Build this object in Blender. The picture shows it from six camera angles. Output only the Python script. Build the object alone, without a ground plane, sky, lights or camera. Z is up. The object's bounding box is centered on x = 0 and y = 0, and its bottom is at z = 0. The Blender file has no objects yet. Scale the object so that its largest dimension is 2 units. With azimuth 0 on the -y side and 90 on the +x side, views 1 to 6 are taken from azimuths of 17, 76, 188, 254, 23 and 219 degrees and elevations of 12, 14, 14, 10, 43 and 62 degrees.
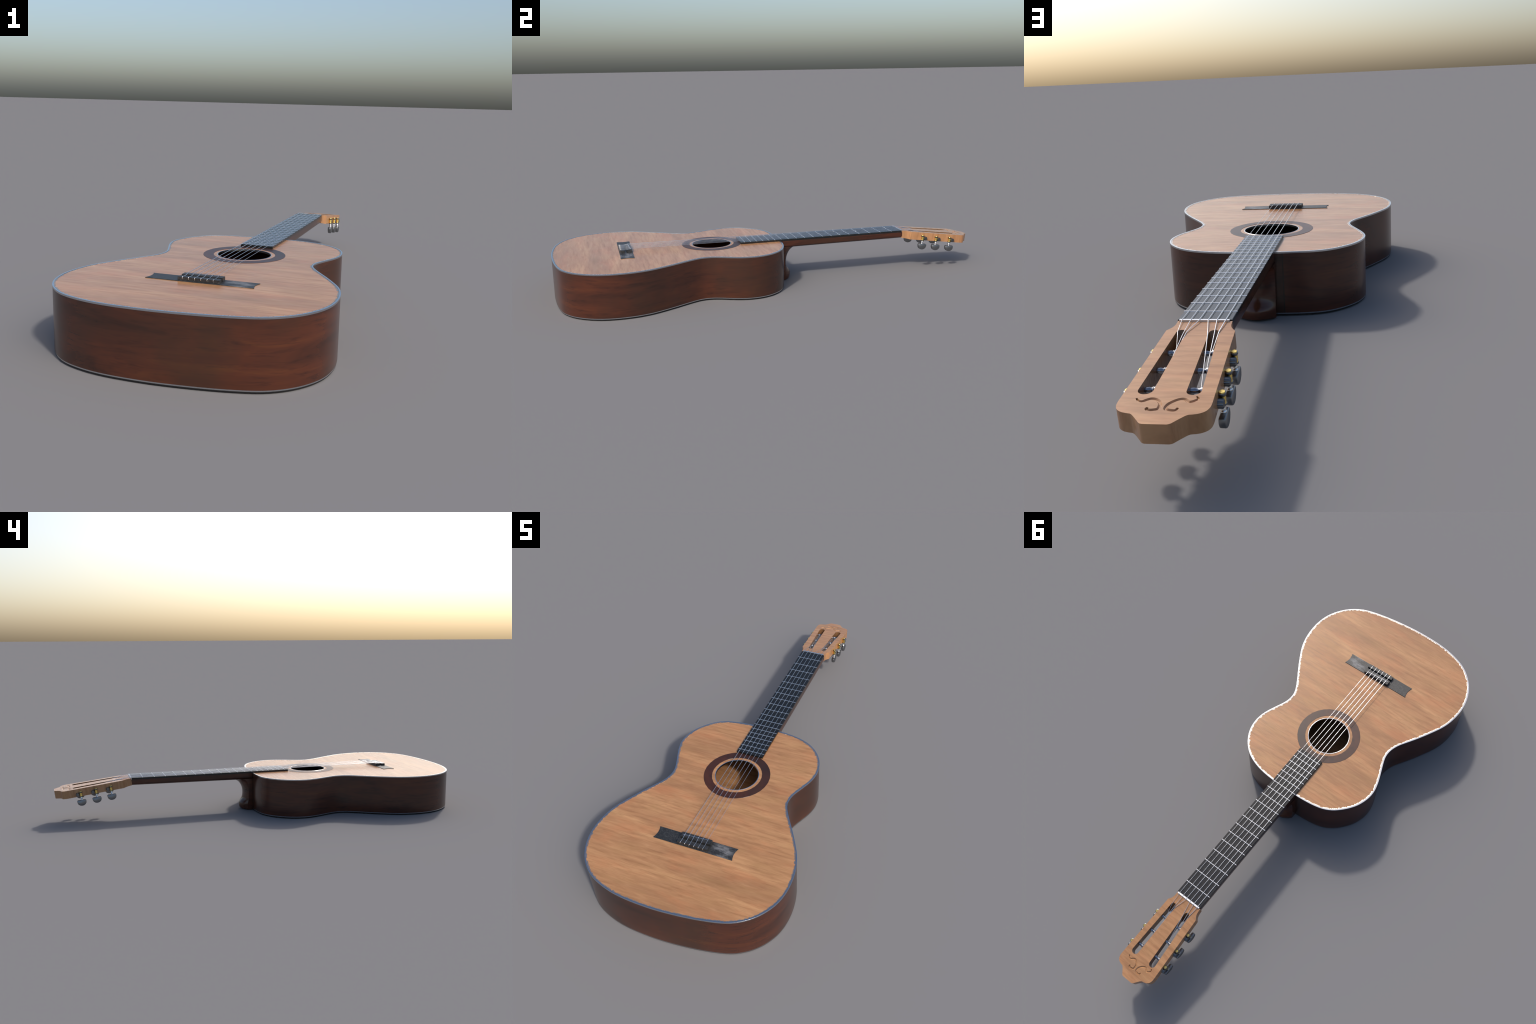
import bpy, bmesh, math, random
from mathutils import Vector, Matrix, noise

random.seed(7)
SC = bpy.context.scene
CX = -0.005                      # centre line of hole, fingerboard and headstock
TOP = 0.189                      # soundboard surface
FB_TOP, FB_BOT = 0.1975, 0.1885  # fingerboard slab


# ------------------------------------------------------------------ helpers
def link(name, mesh, mat=None, parent=None, smooth=None):
    ob = bpy.data.objects.new(name, mesh)
    SC.collection.objects.link(ob)
    if mat:
        mesh.materials.append(mat)
    if parent:
        ob.parent = parent
    if smooth is not None:
        mesh.polygons.foreach_set('use_smooth', [True] * len(mesh.polygons))
        mesh.set_sharp_from_angle(angle=math.radians(smooth))
    return ob


def mesh_of(verts, faces, name='m'):
    me = bpy.data.meshes.new(name)
    me.from_pydata([tuple(v) for v in verts], [], faces)
    bm = bmesh.new()
    bm.from_mesh(me)
    bmesh.ops.recalc_face_normals(bm, faces=bm.faces)
    bm.to_mesh(me)
    bm.free()
    me.update()
    return me


def catmull(pts, per, closed=True):
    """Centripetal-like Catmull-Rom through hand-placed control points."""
    n = len(pts)
    out = []
    for i in range(n if closed else n - 1):
        if closed:
            p0, p1, p2, p3 = (Vector(pts[(i + k) % n]) for k in (-1, 0, 1, 2))
        else:
            p0, p1, p2, p3 = (Vector(pts[min(max(i + k, 0), n - 1)]) for k in (-1, 0, 1, 2))
        for j in range(per):
            t = j / per
            out.append(0.5 * ((2 * p1) + (p2 - p0) * t + (2 * p0 - 5 * p1 + 4 * p2 - p3) * t * t
                              + (3 * p1 - p0 - 3 * p2 + p3) * t ** 3))
    if not closed:
        out.append(Vector(pts[-1]))
    return out


def loft(rings, cap=True, closed_rings=True, loop=False):
    verts, faces = [], []
    n = len(rings[0])
    for r in rings:
        verts += r
    m = len(rings)
    for a in range(m if loop else m - 1):
        b = (a + 1) % m
        for i in range(n if closed_rings else n - 1):
            j = (i + 1) % n
            faces.append((a * n + i, a * n + j, b * n + j, b * n + i))
    if cap and not loop:
        faces.append(tuple(range(n)))
        faces.append(tuple(range((m - 1) * n, m * n)))
    return verts, faces


def prism(outline, z0, z1, zfun=None):
    return loft([[Vector((p[0], p[1], z0 if not zfun else zfun(p))) for p in outline],
                 [Vector((p[0], p[1], z1)) for p in outline]])


def bevelled(me, w, seg=2, ang=30):
    bm = bmesh.new()
    bm.from_mesh(me)
    ed = [e for e in bm.edges if len(e.link_faces) == 2 and e.calc_face_angle(0) > math.radians(ang)]
    bmesh.ops.bevel(bm, geom=ed, offset=w, segments=seg, affect='EDGES', clamp_overlap=True)
    bm.to_mesh(me)
    bm.free()
    me.update()
    return me


def box(x0, x1, y0, y1, z0, z1, bev=0.0006):
    me = mesh_of(*prism([(x0, y0), (x1, y0), (x1, y1), (x0, y1)], z0, z1))
    return bevelled(me, bev) if bev else me


def tube(path, r, seg=10, cap=True):
    path = [Vector(p) for p in path]
    rings = []
    nrm = None
    for i, p in enumerate(path):
        a = path[max(i - 1, 0)]
        b = path[min(i + 1, len(path) - 1)]
        t = (b - a).normalized()
        if nrm is None:
            nrm = t.orthogonal().normalized()
        nrm = (nrm - t * nrm.dot(t)).normalized()
        bi = t.cross(nrm)
        rings.append([p + r * (math.cos(2 * math.pi * k / seg) * nrm + math.sin(2 * math.pi * k / seg) * bi)
                      for k in range(seg)])
    return loft(rings, cap)


def lathe(profile, axis='z', seg=24):
    """profile: list of (radius, height)"""
    rings = []
    for r, h in profile:
        ring = []
        for k in range(seg):
            a = 2 * math.pi * k / seg
            c, s = r * math.cos(a), r * math.sin(a)
            ring.append(Vector((c, s, h)) if axis == 'z' else Vector((h, c, s)))
        rings.append(ring)
    return loft(rings)


def apply_bool(ob, cutters):
    for c in cutters:
        m = ob.modifiers.new('cut', 'BOOLEAN')
        m.operation = 'DIFFERENCE'
        m.solver = 'EXACT'
        m.object = c
    dg = bpy.context.evaluated_depsgraph_get()
    me = bpy.data.meshes.new_from_object(ob.evaluated_get(dg))
    ob.modifiers.clear()
    ob.data = me
    for c in cutters:
        bpy.data.objects.remove(c)


# ------------------------------------------------------------------ materials
class NT:
    def __init__(self, name):
        self.mat = bpy.data.materials.new(name)
        self.mat.use_nodes = True
        self.t = self.mat.node_tree
        self.b = self.t.nodes['Principled BSDF']
        self.co = self.n('ShaderNodeTexCoord').outputs['Object']

    def n(self, kind, **kw):
        nd = self.t.nodes.new(kind)
        for k, v in kw.items():
            setattr(nd, k, v)
        return nd

    def l(self, a, b):
        self.t.links.new(a, b)

    def noise(self, scale_xyz, scale=1.0, detail=4.0, rough=0.55, dist=0.0):
        mp = self.n('ShaderNodeMapping')
        mp.inputs['Scale'].default_value = scale_xyz
        self.l(self.co, mp.inputs['Vector'])
        nz = self.n('ShaderNodeTexNoise')
        nz.inputs['Scale'].default_value = scale
        nz.inputs['Detail'].default_value = detail
        nz.inputs['Roughness'].default_value = rough
        nz.inputs['Distortion'].default_value = dist
        self.l(mp.outputs[0], nz.inputs['Vector'])
        return nz.outputs['Fac']

    def ramp(self, fac, stops, interp='LINEAR'):
        r = self.n('ShaderNodeValToRGB')
        r.color_ramp.interpolation = interp
        el = r.color_ramp.elements
        while len(el) < len(stops):
            el.new(0.5)
        for e, (p, c) in zip(el, stops):
            e.position = p
            e.color = (*c, 1) if len(c) == 3 else c
        self.l(fac, r.inputs['Fac'])
        return r.outputs['Color']

    def mix(self, fac, a, b, mode='MIX'):
        m = self.n('ShaderNodeMix', data_type='RGBA', blend_type=mode)
        if isinstance(fac, (int, float)):
            m.inputs[0].default_value = fac
        else:
            self.l(fac, m.inputs[0])
        for sock, v in ((m.inputs[6], a), (m.inputs[7], b)):
            if isinstance(v, tuple):
                sock.default_value = (*v, 1)
            else:
                self.l(v, sock)
        return m.outputs[2]

    def math(self, op, a, b=None):
        m = self.n('ShaderNodeMath', operation=op)
        for i, v in enumerate((a, b)):
            if v is None:
                continue
            if isinstance(v, (int, float)):
                m.inputs[i].default_value = v
            else:
                self.l(v, m.inputs[i])
        return m.outputs[0]

    def maprange(self, v, a, b, c=0.0, d=1.0):
        m = self.n('ShaderNodeMapRange')
        self.l(v, m.inputs[0])
        for i, x in enumerate((a, b, c, d)):
            m.inputs[i + 1].default_value = x
        return m.outputs[0]

    def xyz(self):
        s = self.n('ShaderNodeSeparateXYZ')
        self.l(self.co, s.inputs[0])
        return s.outputs

    def bump(self, h, strength, dist=0.001):
        b = self.n('ShaderNodeBump')
        b.inputs['Strength'].default_value = strength
        b.inputs['Distance'].default_value = dist
        self.l(h, b.inputs['Height'])
        self.l(b.outputs[0], self.b.inputs['Normal'])

    def out(self, color=None, rough=None, metal=0.0, spec=0.5):
        B = self.b.inputs
        for sock, v in ((B['Base Color'], color), (B['Roughness'], rough)):
            if v is None:
                continue
            if isinstance(v, tuple):
                sock.default_value = (*v, 1)
            elif isinstance(v, (int, float)):
                sock.default_value = v
            else:
                self.l(v, sock)
        B['Metallic'].default_value = metal
        B['Specular IOR Level'].default_value = spec
        return self.mat


def mat_pale_wood(name, grain, gain=1.0):
    """Honey coloured wood, grain running along 'grain' axis scale vector."""
    m = NT(name)
    gx, gy, gz = grain
    broad = m.noise((gx * 2.2, gy * 13, gz * 13), 1.0, 6, 0.62, 0.5)
    streak = m.noise((gx * 9, gy * 75, gz * 75), 1.0, 5, 0.65, 0.3)
    fine = m.noise((gx * 22, gy * 260, gz * 260), 1.0, 3, 0.6, 0.2)
    blotch = m.noise((7, 18, 7), 1.0, 4, 0.55)
    c = lambda r, g, b: (r * gain, g * gain * 1.045, b * gain)
    col = m.ramp(broad, [(0.28, c(0.330, 0.160, 0.080)), (0.45, c(0.415, 0.202, 0.098)),
                         (0.56, c(0.462, 0.230, 0.112)), (0.74, c(0.545, 0.290, 0.142))])
    col = m.mix(m.maprange(streak, 0.46, 0.70, 0.0, 0.68), col, c(0.26, 0.115, 0.052))
    col = m.mix(m.maprange(streak, 0.44, 0.28, 0.0, 0.28), col, c(0.60, 0.335, 0.175))
    col = m.mix(m.maprange(fine, 0.5, 0.8, 0.0, 0.35), col, c(0.30, 0.14, 0.065))
    col = m.mix(m.maprange(blotch, 0.52, 0.72, 0.0, 0.30), col, c(0.53, 0.185, 0.083))
    col = m.mix(m.maprange(blotch, 0.46, 0.30, 0.0, 0.25), col, c(0.33, 0.185, 0.075))
    rg = m.maprange(streak, 0.3, 0.7, 0.17, 0.26)
    h = m.math('ADD', m.math('MULTIPLY', streak, 1.6), m.math('MULTIPLY', fine, 0.5))
    m.bump(h, 0.34, 0.0010)
    return m.out(col, rg, 0, 0.5)


def mat_red_wood(name, grain, gain=1.0, gloss=0.3, strips=False):
    m = NT(name)
    gx, gy, gz = grain
    broad = m.noise((gx * 2.6, gy * 2.6, gz * 16), 1.0, 5, 0.62, 0.8)
    streak = m.noise((gx * 9, gy * 9, gz * 85), 1.0, 4, 0.65, 0.5)
    patch = m.noise((4, 4, 3), 1.0, 3, 0.5)
    g = gain
    col = m.ramp(broad, [(0.28, (0.030 * g, 0.0125 * g, 0.0085 * g)), (0.45, (0.064 * g, 0.0205 * g, 0.0110 * g)),
                         (0.58, (0.082 * g, 0.0245 * g, 0.0120 * g)), (0.76, (0.110 * g, 0.037 * g, 0.0130 * g))])
    col = m.mix(m.maprange(streak, 0.52, 0.78, 0.0, 0.8), col, (0.018, 0.009, 0.007))
    col = m.mix(m.maprange(patch, 0.48, 0.68, 0.0, 0.6), col, (0.034, 0.019, 0.012))
    if strips:
        # dark inlaid strips on the rib, beside the neck heel
        x, y, z = m.xyz()
        ax = m.math('ABSOLUTE', m.math('ADD', x, -CX))
        near = m.math('GREATER_THAN', y, 0.0)
        band = m.math('LESS_THAN', ax, 0.079)
        line = m.math('LESS_THAN', m.math('ABSOLUTE', m.math('ADD', ax, -0.0765)), 0.0016)
        f = m.math('MULTIPLY', near, m.math('ADD', m.math('MULTIPLY', band, 0.45), m.math('MULTIPLY', line, 0.4)))
        col = m.mix(f, col, (0.018, 0.015, 0.011))
    m.bump(streak, 0.10, 0.0008)
    return m.out(col, gloss, 0, 0.5)


def mat_metal(name, base=(0.78, 0.79, 0.80), rough=0.24, bump=0.0, scale=400):
    m = NT(name)
    nz = m.noise((1, 1, 1), scale, 3, 0.6)
    col = m.mix(m.maprange(nz, 0.55, 0.8, 0, 0.35), base, tuple(c * 0.55 for c in base))
    if bump:
        m.bump(nz, bump, 0.001)
    return m.out(col, rough, 1.0, 0.5)


def mat_ebony(name, tone=0.018, rough=0.38, worn=False, grain=(60, 6, 60)):
    m = NT(name)
    fine = m.noise(grain, 3.0, 5, 0.7, 0.4)
    spk = m.noise((90, 90, 90), 2.0, 3, 0.7)
    t = tone
    col = m.ramp(fine, [(0.3, (t * 0.55, t * 0.58, t * 0.6)), (0.6, (t * 1.15, t * 1.15, t * 1.15)),
                        (0.8, (t * 2.2, t * 2.15, t * 2.1))])
    if worn:
        x, y, z = m.xyz()
        scratch = m.noise((14, 120, 60), 1.0, 5, 0.75, 0.5)
        blot = m.noise((26, 45, 30), 1.0, 3, 0.6)
        wing = m.maprange(m.math('ABSOLUTE', m.math('ADD', x, -0.112)), 0.022, 0.05, 1.0, 0.0)
        mask = m.math('MULTIPLY', m.maprange(m.math('ADD', m.math('MULTIPLY', scratch, 0.6), m.math('MULTIPLY', blot, 0.5)),
                                             0.50, 0.62, 0.0, 1.0), wing)
        col = m.mix(m.maprange(spk, 0.5, 0.72, 0.0, 0.6), col, (0.10, 0.10, 0.10))
        col = m.mix(m.math('MULTIPLY', mask, 0.8), col, (0.20, 0.20, 0.205))
    rg = m.maprange(spk, 0.3, 0.7, rough - 0.06, rough + 0.1)
    m.bump(fine, 0.10, 0.0008)
    return m.out(col, rg, 0, 0.5)


M_TOP = mat_pale_wood('pale_wood_soundboard', (1, 1, 1))
M_HEAD = mat_pale_wood('pale_wood_headstock', (1, 1, 0.12))
M_INSIDE = mat_pale_wood('pale_wood_inside', (1, 1, 1))
M_SLOT = mat_pale_wood('pale_wood_slot_shade_baked', (1, 1, 0.12), 0.45)  # headstock wood darkened by gain, painting in the shadow inside the slots
M_SIDE = mat_red_wood('red_wood_ribs', (1, 1, 1), 0.9, 0.24, strips=True)
M_NECK = mat_red_wood('red_wood_neck', (1, 0.5, 1), 0.95, 0.2)
M_ROSE = mat_red_wood('red_wood_rosette', (4, 4, 1), 0.75, 0.34)
M_SILVER = mat_metal('polished_silver', (0.58, 0.60, 0.63), 0.22, bump=0.10, scale=120)
M_CHIP = mat_metal('chipped_silver', (0.68, 0.60, 0.52), 0.34, bump=0.5, scale=220)
M_WIRE = mat_metal('steel_wire', (0.82, 0.83, 0.85), 0.28)
M_NUT = mat_metal('nut_metal', (0.80, 0.80, 0.80), 0.32, 0.12, 150)
M_CHROME = mat_metal('chrome', (0.75, 0.75, 0.75), 0.14)
M_STEEL = mat_metal('blued_steel', (0.27, 0.29, 0.33), 0.22)
M_GOLD = mat_metal('brass', (0.86, 0.64, 0.20), 0.25, 0.3, 500)
M_EBONY = mat_ebony('ebony_fingerboard', 0.011, 0.17)
M_BRIDGE = mat_ebony('ebony_bridge', 0.022, 0.42, worn=True, grain=(20, 60, 60))
m_ = NT('dull_grey_metal'); M_KNOB = m_.out((0.25, 0.255, 0.26), 0.38, 1.0, 0.5)
m_ = NT('dark_metal'); M_DARK = m_.out((0.17, 0.175, 0.18), 0.35, 1.0, 0.5)
m_ = NT('black_lining'); M_LINING = m_.out((0.012, 0.012, 0.013), 0.5, 0, 0.4)

# ------------------------------------------------------------------ root
root = bpy.data.objects.new('guitar', None)
SC.collection.objects.link(root)
root['label'] = 'classical acoustic guitar lying flat, honey top, dark red sides'
root['category'] = 'guitar'

# ------------------------------------------------------------------ body outline (x, y), treble side then bass side
right = [(0.0, -.9995), (.09, -.9930), (.170, -.982), (.245, -.965), (.290, -.944), (.327, -.915), (.358, -.877),
         (.383, -.828), (.395, -.775), (.397, -.720), (.390, -.663), (.374, -.608), (.349, -.558), (.319, -.505),
         (.291, -.460), (.264, -.415), (.249, -.382), (.2445, -.352), (.250, -.315), (.271, -.265), (.290, -.215),
         (.297, -.165), (.289, -.113), (.265, -.064), (.222, -.0185), (.170, .008), (.113, .022), (.053, .0275)]
left = [(0, .029), (-.055, .0285), (-.108, .0255), (-.157, .019), (-.200, .006), (-.242, -.0225), (-.287, -.076),
        (-.308, -.130), (-.3125, -.176), (-.303, -.223), (-.286, -.270), (-.268, -.316), (-.2585, -.350),
        (-.259, -.385), (-.272, -.425), (-.296, -.465), (-.323, -.510), (-.350, -.561), (-.375, -.613),
        (-.3905, -.665), (-.397, -.727), (-.393, -.778), (-.379, -.830), (-.356, -.875), (-.329, -.909),
        (-.297, -.938), (-.257, -.9615), (-.195, -.983), (-.135, -.994), (-.075, -.9985)]
OUT = [Vector((p.x, p.y)) for p in catmull([(*p, 0) for p in right + left], 6)]
N = len(OUT)


def smooth_loop(pts, k):
    for _ in range(k):
        pts = [(pts[i - 1] + 2 * pts[i] + pts[(i + 1) % len(pts)]) / 4 for i in range(len(pts))]
    return pts


OUT = smooth_loop(OUT, 6)
NRM = []
for i in range(N):
    t = (OUT[(i + 1) % N] - OUT[i - 1]).normalized()
    NRM.append(Vector((-t.y, t.x)))       # inward (loop runs counter-clockwise)


def inset(d):
    return [OUT[i] + NRM[i] * (d if not callable(d) else d(i)) for i in range(N)]


def at_z(pts, z):
    return [Vector((p.x, p.y, z)) for p in pts]


HOLE = Vector((CX, -0.288))
R_HOLE, R_RIM, R_IN, R_OUT = 0.0875, 0.0893, 0.102, 0.136

# soundboard : radial quads between the outline and the sound hole, with thickness
edge = inset(0.0022)
ang = [math.atan2(p.y - HOLE.y, p.x - HOLE.x) for p in edge]
hole_pts = [HOLE + R_HOLE * Vector((math.cos(a), math.sin(a))) for a in ang]
rings = []
for f in (0, .03, .1, .25, .45, .65, .82, .93, 1):
    rings.append([Vector((*(edge[i].lerp(hole_pts[i], f)), TOP)) for i in range(N)])
for f in (1, .5, 0):
    rings.append([Vector((*(edge[i].lerp(hole_pts[i], f)), TOP - 0.006)) for i in range(N)])
v, f = loft(rings, loop=True)
link('soundboard', mesh_of(v, f), M_TOP, root, 35)

# ribs (side walls)
rings = [at_z(inset(0.0004), 0.0072), at_z(inset(0.0), 0.010), at_z(inset(0.0), 0.05), at_z(inset(0.0), 0.10), at_z(inset(0.0), 0.15),
         at_z(inset(0.0), 0.1852), at_z(inset(0.005), 0.1852), at_z(inset(0.005), 0.0075)]
v, f = loft(rings, loop=True)
link('ribs', mesh_of(v, f), M_SIDE, root, 40)

# back plate : dark outside, pale inside, slightly rounded rim
e0, e1 = inset(0.0014), inset(0.0024)
rings = [at_z([p * 0 + Vector((CX, -0.45)) + (p - Vector((CX, -0.45))) * 0.5 for p in OUT], 0.0),
         at_z(e1, 0.0), at_z(e0, 0.0014), at_z(e0, 0.0045), at_z(inset(0.005), 0.0062)]
v, f = loft(rings)
me = mesh_of(v, f)
back = link('back', me, M_SIDE, root, 40)
me.materials.append(M_INSIDE)
me.materials.append(M_LINING)
for p in me.polygons:
    if p.center.z > 0.0061:
        p.material_index = 1
    elif 0.0003 < p.center.z < 0.0061:
        p.material_index = 2

# bindings
def binding(name, prof, mat):
    rings = [at_z(inset(d), z) for d, z in prof]
    v, f = loft(rings, loop=True)
    return link(name, mesh_of(v, f), mat, root, 25)


binding('back_binding', [(.0013, .0034), (.0011, .0037), (.0009, .0074), (.0020, .0080), (.007, .0080), (.007, .0034)], M_SILVER)


def rag(i):
    """chipped inner border of the top binding"""
    p = OUT[i] * 90
    a = noise.noise(Vector((p.x, p.y, 0)))
    b = noise.noise(Vector((p.x * 2.7, p.y * 2.7, 4)))
    return 0.0076 + 0.0028 * a + 0.0040 * b


# finer loop for the ragged edge
def finer(pts, k=4):
    return [Vector(p) for p in catmull([(*q, 0) for q in pts], k)]


OUT_C, NRM_C, N_C = OUT, NRM, N
OUT = [Vector((p.x, p.y)) for p in finer(OUT_C, 4)]
N = len(OUT)
NRM = []
for i in range(N):
    t = (OUT[(i + 1) % N] - OUT[i - 1]).normalized()
    NRM.append(Vector((-t.y, t.x)))
binding('top_binding', [(.0005, .1850), (-.0004, .1852), (-.0005, .1856), (-.0005, .1900), (-.0004, .1901),
                        (.0014, .19015), (.0040, .1901), (.0041, .1888)], M_SILVER)
rings = [at_z(inset(.0048), .1886), at_z(inset(.0049), .18965),
         at_z(inset(lambda i: .6 * rag(i) + .002), .1896), at_z(inset(rag), .18935), at_z(inset(lambda i: rag(i) + .00003), .1886)]
v, f = loft(rings, cap=False)
link('binding_inner_edge', mesh_of(v, f), M_CHIP, root, 25)
OUT, NRM, N = OUT_C, NRM_C, N_C


# rosette and sound hole rim
def annulus(r0, r1, z0, z1, seg, ch=0.0004):
    prof = [(r1, z0), (r1, z1 - ch), (r1 - ch, z1), (r0 + ch, z1), (r0, z1 - ch), (r0, z0)]
    rings = []
    for r, z in prof:
        rings.append([Vector((HOLE.x + r * math.cos(2 * math.pi * k / seg), HOLE.y + r * math.sin(2 * math.pi * k / seg), z))
                      for k in range(seg)])
    return mesh_of(*loft(rings, loop=True))


link('rosette', annulus(R_IN, R_OUT, 0.188, 0.1897, 32), M_ROSE, root)
rim = []
seg = 160
for (r, z, w) in [(.0905, .1886, 1), (.0897, .18945, 1), (.0885, .1896, 0), (.0874, .1892, 0), (.0872, .1828, 0)]:
    rim.append([Vector((HOLE.x + (r + w * .0009 * noise.noise(Vector((k * .9, 0, 0)))) * math.cos(2 * math.pi * k / seg),
                        HOLE.y + (r + w * .0009 * noise.noise(Vector((k * .9, 0, 0)))) * math.sin(2 * math.pi * k / seg), z)) for k in range(seg)])
link('sound_hole_rim', mesh_of(*loft(rim, cap=False)), M_SILVER, root, 60)

# ------------------------------------------------------------------ bridge
bridge = bpy.data.objects.new('bridge', None)
SC.collection.objects.link(bridge)
bridge.parent = root


def wing_end(sx):
    pts = []
    for k in range(13):
        t = k / 12
        y = -0.7095 + t * (0.7095 - 0.6512)
        pts.append((sx * (0.1622 - 0.0062 * math.sin(math.pi * t) ** 0.9), y))
    return pts


plate = wing_end(1) + wing_end(-1)[::-1]
link('bridge_plate', bevelled(mesh_of(*prism(plate, 0.1885, 0.1909)), 0.0007, 1), M_BRIDGE, bridge)
link('saddle_block', box(-.0640, .0590, -.6770, -.6535, .1895, .2018, .0008), M_BRIDGE, bridge)
link('tie_block', box(-.0645, .0602, -.7045, -.6860, .1895, .2009, .0008), M_BRIDGE, bridge)
sad = [Vector(p) for p in ((.0460, -.6597, 0), (-.0567, -.6670, 0))]
dirv = (sad[1] - sad[0]).normalized()
sn = Vector((-dirv.y, dirv.x, 0)) * 0.0013
v, f = loft([[sad[0] - sn + Vector((0, 0, .2012)), sad[0] + sn + Vector((0, 0, .2012)), sad[1] + sn + Vector((0, 0, .2012)), sad[1] - sn + Vector((0, 0, .2012))],
             [sad[0] - sn + Vector((0, 0, .2038)), sad[0] + sn + Vector((0, 0, .2038)), sad[1] + sn + Vector((0, 0, .2038)), sad[1] - sn + Vector((0, 0, .2038))]])
link('saddle', bevelled(mesh_of(v, f), .0007), M_SILVER, bridge)

# ------------------------------------------------------------------ fingerboard, frets, nut
Y_END, Y_NUT = -0.162, 0.6345


def fb_x(y, s):
    t = (y - Y_END) / (Y_NUT - Y_END)
    return (0.0556 + (0.0545 - 0.0556) * t) if s > 0 else (-0.0604 + 0.0002 * t)


o = [(fb_x(Y_END, -1), Y_END), (fb_x(Y_END, 1), Y_END), (fb_x(Y_NUT, 1), Y_NUT), (fb_x(Y_NUT, -1), Y_NUT)]
link('fingerboard', bevelled(mesh_of(*prism(o, FB_BOT, FB_TOP)), .0007), M_EBONY, root)

fret_y = [.581, .5236, .4700, .4165, .3645, .3196, .2753, .2320, .1880, .1440, .1050, .0660, .0300, -.0010,
          -.0295, -.0580, -.0868, -.1158, -.1440]
prof = [(.0012, -.0005), (.0012, .0004), (.0009, .0008), (.0004, .00095), (-.0004, .00095), (-.0009, .0008), (-.0012, .0004), (-.0012, -.0005)]
L = 0.116
v, f = loft([[Vector((sx, a, b)) for a, b in prof] for sx in (-L / 2, -L / 2 + .001, L / 2 - .001, L / 2)])
fret_me = mesh_of(v, f)
for i, y in enumerate(fret_y):
    ob = link('fret', fret_me, M_WIRE if i == 0 else None, root, 50 if i == 0 else None)
    ob.location = ((fb_x(y, 1) + fb_x(y, -1)) / 2, y, FB_TOP)
link('nut', box(-.0556, .0500, .6345, .6412, .1880, .1990, .0006), M_NUT, root)

# ------------------------------------------------------------------ neck and heel
def neck_ring(y, zb):
    t = (y - Y_END) / (Y_NUT - Y_END)
    xr, xl = fb_x(y, 1) - .0006, fb_x(y, -1) + .0006
    c, h = (xr + xl) / 2, (xr - xl) / 2
    zs = zb + 0.0095
    half = [(h, FB_BOT + .0002), (h, zs + .004), (h * .985, zs), (h * .86, zb + .0035), (h * .62, zb + .0008), (h * .3, zb)]
    pts = [(c + x, z) for x, z in half] + [(c - x, z) for x, z in half[::-1]]
    return [Vector((x, y, z)) for x, z in pts]


rings = [neck_ring(y, zb) for y, zb in ((.0292, .1540), (.12, .1542), (.25, .1552), (.40, .1562), (.55, .1572), (.6375, .1578))]
link('neck', mesh_of(*loft(rings)), M_NECK, root, 40)

heel_prof = [(.0006, .0760), (.0025, .0800), (.006, .0825), (.015, .0845), (.024, .0862), (.030, .0855), (.038, .0800), (.046, .0735), (.054, .0690),
             (.062, .0665), (.072, .0650), (.084, .0645), (.096, .0655), (.108, .0685), (.120, .0735), (.131, .0805),
             (.140, .0885), (.147, .0985), (.152, .1100), (.1555, .1240), (.1575, .1450), (.1600, .1700)]
rings = []
for z, d in heel_prof:
    w = 0.0545 + 0.0015 * (z / .16)
    side = min(.048 + max(0, (d - .07)) * .35, d - .014)
    ring = [Vector((CX + w, .0285, z)), Vector((CX + w, .036, z)), Vector((CX + w, side, z))]
    for k in range(1, 20):
        a = 1 - 2 * k / 20
        ring.append(Vector((CX + w * a, side + (d - side) * (1 - abs(a) ** 1.9) ** .9, z)))
    ring += [Vector((CX - w, side, z)), Vector((CX - w, .036, z)), Vector((CX - w, .0285, z))]
    rings.append(ring)
link('heel', mesh_of(*loft(rings)), M_NECK, root, 38)

# ------------------------------------------------------------------ headstock (local frame: x, s along head, n out of its face)
SL = math.atan(0.127)
head = bpy.data.objects.new('headstock_frame', None)
SC.collection.objects.link(head)
head.parent = root
head.location = (0, .64, .1955)
head.rotation_euler = (-SL, 0, 0)
CS = math.cos(SL)


def hs(y):
    return (y - .64) / CS


hc = -0.0045


def arc_pts(pts, per=5):
    return [(p.x, p.y) for p in catmull([(*q, 0) for q in pts], per, closed=False)]


half = [(.0572, hs(.638))] + arc_pts([(.0572, hs(.642)), (.0580, hs(.656)), (.0618, hs(.668)), (.0705, hs(.6805))], 4) \
    + [(.0755, hs(.80))] + arc_pts([(.0812, hs(.938)), (.0803, hs(.950)), (.0755, hs(.9605)), (.0665, hs(.9675)), (.0575, hs(.9705))], 4) \
    + arc_pts([(.0490, hs(.9720)), (.0445, hs(.9755)), (.0375, hs(.9835))], 3) \
    + [(.0270, hs(.9965)), (.0245, hs(.9985)), (.0205, hs(.9998))]
outline = [(hc + x, s) for x, s in half] + [(hc - x, s) for x, s in half[::-1]]
TH = 0.0378


def head_bottom(p):
    return -TH + max(0, (.041 - p[1])) * 0.09


block = link('headstock', mesh_of(*prism(outline, 0, 0.0, head_bottom)), M_HEAD, head)


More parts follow.
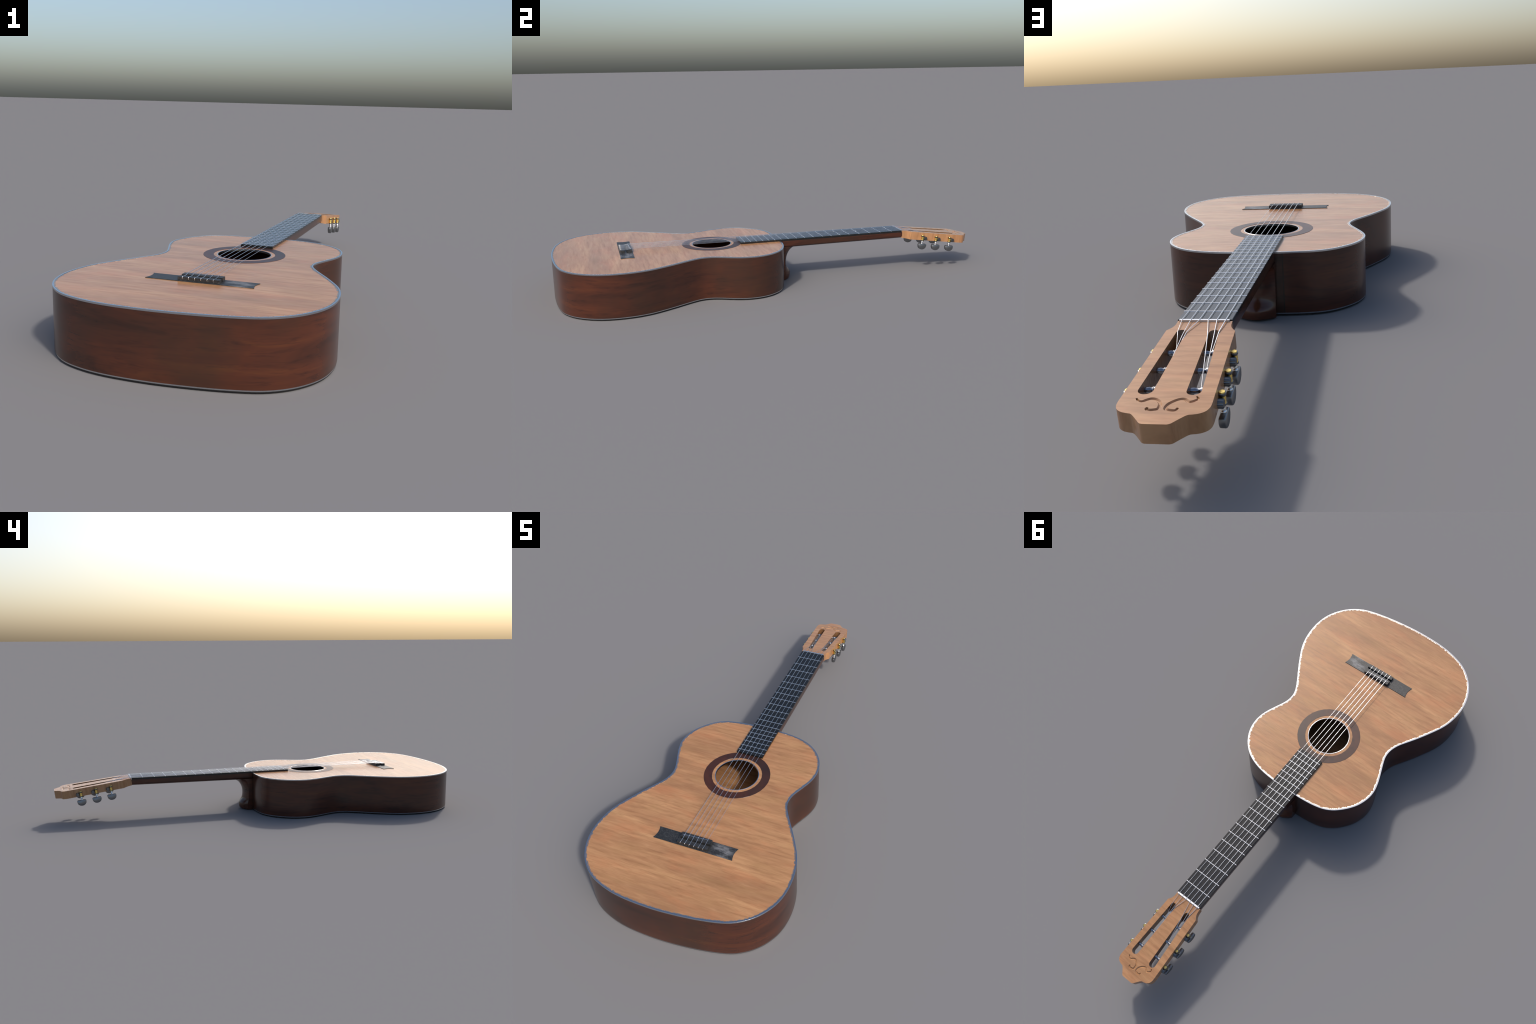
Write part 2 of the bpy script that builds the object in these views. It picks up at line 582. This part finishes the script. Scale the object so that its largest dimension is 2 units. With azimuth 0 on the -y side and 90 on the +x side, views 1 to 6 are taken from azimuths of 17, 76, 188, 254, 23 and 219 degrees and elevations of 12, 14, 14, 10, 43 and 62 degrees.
def slot(xa, wa, xb, wb, s0, s1):
    pts = []
    for k in range(13):
        a = math.pi * k / 12
        pts.append((xb + wb * math.cos(a), s1 - wb + wb * math.sin(a)))
    for k in range(13):
        a = math.pi + math.pi * k / 12
        pts.append((xa + wa * math.cos(a), s0 + wa + wa * math.sin(a)))
    # the nut end of each slot is a ramp, running out through the underside
    rings = []
    for n, sh in ((.02, 0), (0, 0), (-.0385, .0335), (-.08, .0335)):
        rings.append([Vector((x, y + (sh if k > 12 else 0), n)) for k, (x, y) in enumerate(pts)])
    return link('cutter', mesh_of(*loft(rings)), None, head)


def a_slot(c):
    return hs(.676) < c.y < hs(.916) and min(abs(c.x - .037), abs(c.x + .041)) < .024 and c.z < -.004


SLOTS = [(.0330, .0102, .0395, .0138, hs(.6775), hs(.9145)), (-.0340, .0102, -.0460, .0132, hs(.6775), hs(.9140))]
cutters = [slot(*a) for a in SLOTS]

# carved scrolls: a V-shaped groove swept along each curve
scrollL = [(.0480, .9265), (.0425, .9335), (.0350, .9355), (.0280, .9305), (.0210, .9270), (.0120, .9295), (.0040, .9375),
           (.0010, .9475), (.0020, .9565), (.0085, .9595), (.0160, .9605), (.0212, .9575), (.0205, .9530)]
scrollR = [(-.0545, .9175), (-.0587, .9245), (-.0520, .9325), (-.0447, .9343), (-.0370, .9272), (-.0285, .9268), (-.0190, .9335),
           (-.0118, .9430), (-.0106, .9555), (-.0180, .9596), (-.0280, .9598), (-.0312, .9525)]


def groove(pts):
    path = [Vector((p.x, hs(p.y), 0)) for p in catmull([(*q, 0) for q in pts], 4, closed=False)]
    rings = []
    n = len(path)
    for i, p in enumerate(path):
        t = (path[min(i + 1, n - 1)] - path[max(i - 1, 0)]).normalized()
        s = Vector((-t.y, t.x, 0))
        u = i / (n - 1)
        w = 0.0012 + 0.0017 * min(1, 5 * u, 5 * (1 - u) + .3)
        rings.append([p + s * w * 1.5 + Vector((0, 0, .0008)), p - s * w * 1.5 + Vector((0, 0, .0008)), p - s * w * .35 + Vector((0, 0, -.0028)), p + s * w * .35 + Vector((0, 0, -.0028))])
    return link('cutter', mesh_of(*loft(rings)), None, head)


cutters += [groove(scrollL), groove(scrollR)]
apply_bool(block, cutters)
block.data.materials.append(M_SLOT)
for p in block.data.polygons:
    n_, c_ = p.normal, p.center
    inside = abs(n_.z) < .9 and a_slot(c_)
    if inside:
        p.material_index = 1
block.data.polygons.foreach_set('use_smooth', [True] * len(block.data.polygons))
block.data.set_sharp_from_angle(angle=math.radians(32))

# ------------------------------------------------------------------ tuning machines
roller_y = (.7420, .8070, .8735)
knob_y = (.7400, .8102, .8812)


def wall_x(y, s):
    t = (y - .6805) / (.938 - .6805)
    return hc + s * (.0705 + (.0812 - .0705) * t)


def knob_mesh():
    """D-shaped button, thin across x, hanging along -n"""
    pts = []
    W, H = .0215, .0275
    prof = [(-W * .80, 0.0), (-W * .93, -.0012), (-W, -.0045)]
    for k in range(1, 16):
        a = math.pi * k / 16
        prof.append((-W * math.cos(a), -.0060 - (H - .0060) * math.sin(a) ** .85))
    prof += [(W, -.0045), (W * .93, -.0012), (W * .80, 0.0)]
    cy, cz = 0, -.010
    rings = []
    for x, k in ((-.0066, .90), (-.0058, .97), (-.0040, 1.0), (.0040, 1.0), (.0058, .97), (.0066, .90)):
        rings.append([Vector((x, cy + (a - cy) * k, cz + (b - cz) * k)) for a, b in prof])
    return mesh_of(*loft(rings))


ME = {}
ME['worm'] = mesh_of(*lathe([(.0030, 0), (.0052, -.0012)] + [(.0068 - .0007 * (k % 2), -.0016 - .0020 * k) for k in range(9)] + [(.0045, -.0195), (.0045, -.0200)]))
ME['cap'] = mesh_of(*lathe([(.0010, .0012), (.0054, .0012), (.0058, .0006), (.0060, -.001)]))
ME['collar_top'] = mesh_of(*lathe([(.0062, 0), (.0077, -.0006), (.0077, -.0040), (.0062, -.0046)]))
ME['collar_low'] = mesh_of(*lathe([(.0062, 0), (.0076, -.0008), (.0076, -.0034), (.0050, -.0050)]))
ME['shaft'] = mesh_of(*lathe([(.0040, 0), (.0036, -.004), (.0048, -.0060), (.0052, -.0078), (.0040, -.0098), (.0036, -.0108), (.0054, -.0125), (.0058, -.0145), (.0050, -.0165)]))
ME['knob'] = knob_mesh()
gear_prof = []
seg = 28
rings = []
for h, k in ((-.0090, 1), (-.0090, 1), (.0035, 1), (.0050, .86)):
    rings.append([Vector((h, k * (.0082 + .0008 * (j % 2)) * math.cos(2 * math.pi * j / seg), k * (.0082 + .0008 * (j % 2)) * math.sin(2 * math.pi * j / seg))) for j in range(seg)])
ME['gear'] = mesh_of(*loft(rings[1:]))
ME['roller'] = mesh_of(*lathe([(.0046, -.0200), (.0046, -.0120), (.0054, -.0115), (.0054, -.004), (.0050, -.0035), (.0050, .004), (.0054, .0045), (.0054, .0180)], axis='x'))
MATS = dict(worm=M_GOLD, cap=M_GOLD, collar_top=M_DARK, collar_low=M_DARK, shaft=M_CHROME, knob=M_KNOB, gear=M_DARK, roller=M_STEEL)
NAMES = dict(worm='worm_gear', cap='worm_cap', collar_top='collar', collar_low='collar', shaft='button_shaft', knob='button', gear='cog', roller='roller')
for k, me in ME.items():
    me.materials.append(MATS[k])
    me.polygons.foreach_set('use_smooth', [True] * len(me.polygons))
    me.set_sharp_from_angle(angle=math.radians(40))
mirror_gear = ME['gear'].copy()
mirror_gear.transform(Matrix.Scale(-1, 4, (1, 0, 0)))
mirror_gear.flip_normals()

# slot centre at a given s
def slot_x(side, s):
    xa, wa, xb, wb, s0, s1 = SLOTS[0 if side > 0 else 1]
    t = (s - s0 - wa) / (s1 - wb - s0 - wa)
    return xa + (xb - xa) * t


def H(x, s, n):
    """headstock local point to world"""
    return Vector((x, .64 + s * math.cos(SL) + n * math.sin(SL), .1955 - s * math.sin(SL) + n * math.cos(SL)))


ROLL_N = -0.0172
for side in (1, -1):
    for i in range(3):
        s = hs(knob_y[i]) + .0005
        x = wall_x(knob_y[i], side) + side * .0056
        top = -.0122
        tm = bpy.data.objects.new('tuning_machine', None)
        SC.collection.objects.link(tm)
        tm.parent = root
        tm.location = H(x, s, top)
        tm.rotation_euler = (-SL, 0, 0)
        for k, off in (('cap', (0, 0, -.0010)), ('collar_top', (0, 0, -.0018)), ('worm', (0, 0, -.0055)), ('collar_low', (0, 0, -.0225)),
                       ('shaft', (0, 0, -.0262)), ('knob', (side * .0004, .0014, -.0420)), ('gear', (side * .0010, .0148, -.0150))):
            me = ME[k]
            if k == 'gear' and side < 0:
                me = mirror_gear
            ob = bpy.data.objects.new(NAMES[k], me)
            SC.collection.objects.link(ob)
            ob.parent = tm
            ob.location = off
        ob = bpy.data.objects.new('roller', ME['roller'])
        SC.collection.objects.link(ob)
        ob.parent = tm
        sr = hs(roller_y[i])
        ob.location = (slot_x(side, sr) - x, sr - s, ROLL_N - top)
        if side > 0:
            ob.rotation_euler = (0, 0, math.pi)

# ------------------------------------------------------------------ strings
R_S = [.0006, .0007, .0008, .0008, .0009, .0010]
SX = [.0434 - .0184 * i for i in range(6)]
# x where each string meets its roller, and where it winds
ends = {0: (0, .0300, .0355), 1: (1, .0285, .0350), 2: (2, .0300, .0365),
        5: (0, -.0415, -.0440), 4: (1, -.0455, -.0480), 3: (2, -.0505, -.0530)}
bend = {0: (.0405, hs(.6860), .0013), 1: (.0270, hs(.7000), .0010), 2: (.0215, hs(.690), .0014),
        3: (-.0235, hs(.700), .0008), 4: (-.0365, hs(.7000), .0006), 5: (-.0440, hs(.6870), .0013)}
for i in range(6):
    r = R_S[i]
    x = SX[i]
    yb = -.7058
    ys = sad[0].y + (sad[1].y - sad[0].y) * (sad[0].x - x) / (sad[0].x - sad[1].x)
    p = [Vector((x - .0012, yb + .0005, .1955)), Vector((x - .0014, yb - .0006, .1985)), Vector((x - .0006, yb - .0004, .2012)), Vector((x, yb + .0016, .2022)),
         Vector((x, -.6950, .2016)), Vector((x, -.6860, .2013)), Vector((x, -.6800, .2017)), Vector((x, ys - .002, .2042)), Vector((x, ys, .2047)), Vector((x, ys + .002, .2047))]
    p += [Vector((x, ys + (.632 - ys) * k / 12, .2047 + (.1999 - .2047) * k / 12)) for k in range(1, 12)]
    p += [Vector((x, .6345, .1999)), Vector((x, .6380, .1999)), Vector((x * .995, .6412, .1996))]
    ri, xe, xw = ends[i]
    sr = hs(roller_y[ri])
    if i in bend:
        p.append(H(*bend[i]))
    # winding on the roller
    wr = .0052 + r
    turns = 2.3
    first = None
    wind = []
    for k in range(int(turns * 16) + 1):
        a = math.pi / 2 + .25 - 2 * math.pi * k / 16
        u = k / (turns * 16)
        wind.append(H(xe + (xw - xe) * u, sr + wr * math.cos(a), ROLL_N + wr * math.sin(a)))
    p += wind
    v, f = tube(p, r, 8)
    link('string', mesh_of(v, f), M_WIRE, root, 60)

block.parent = root
block.location, block.rotation_euler = head.location.copy(), head.rotation_euler.copy()
bpy.data.objects.remove(head)
bpy.context.view_layer.update()
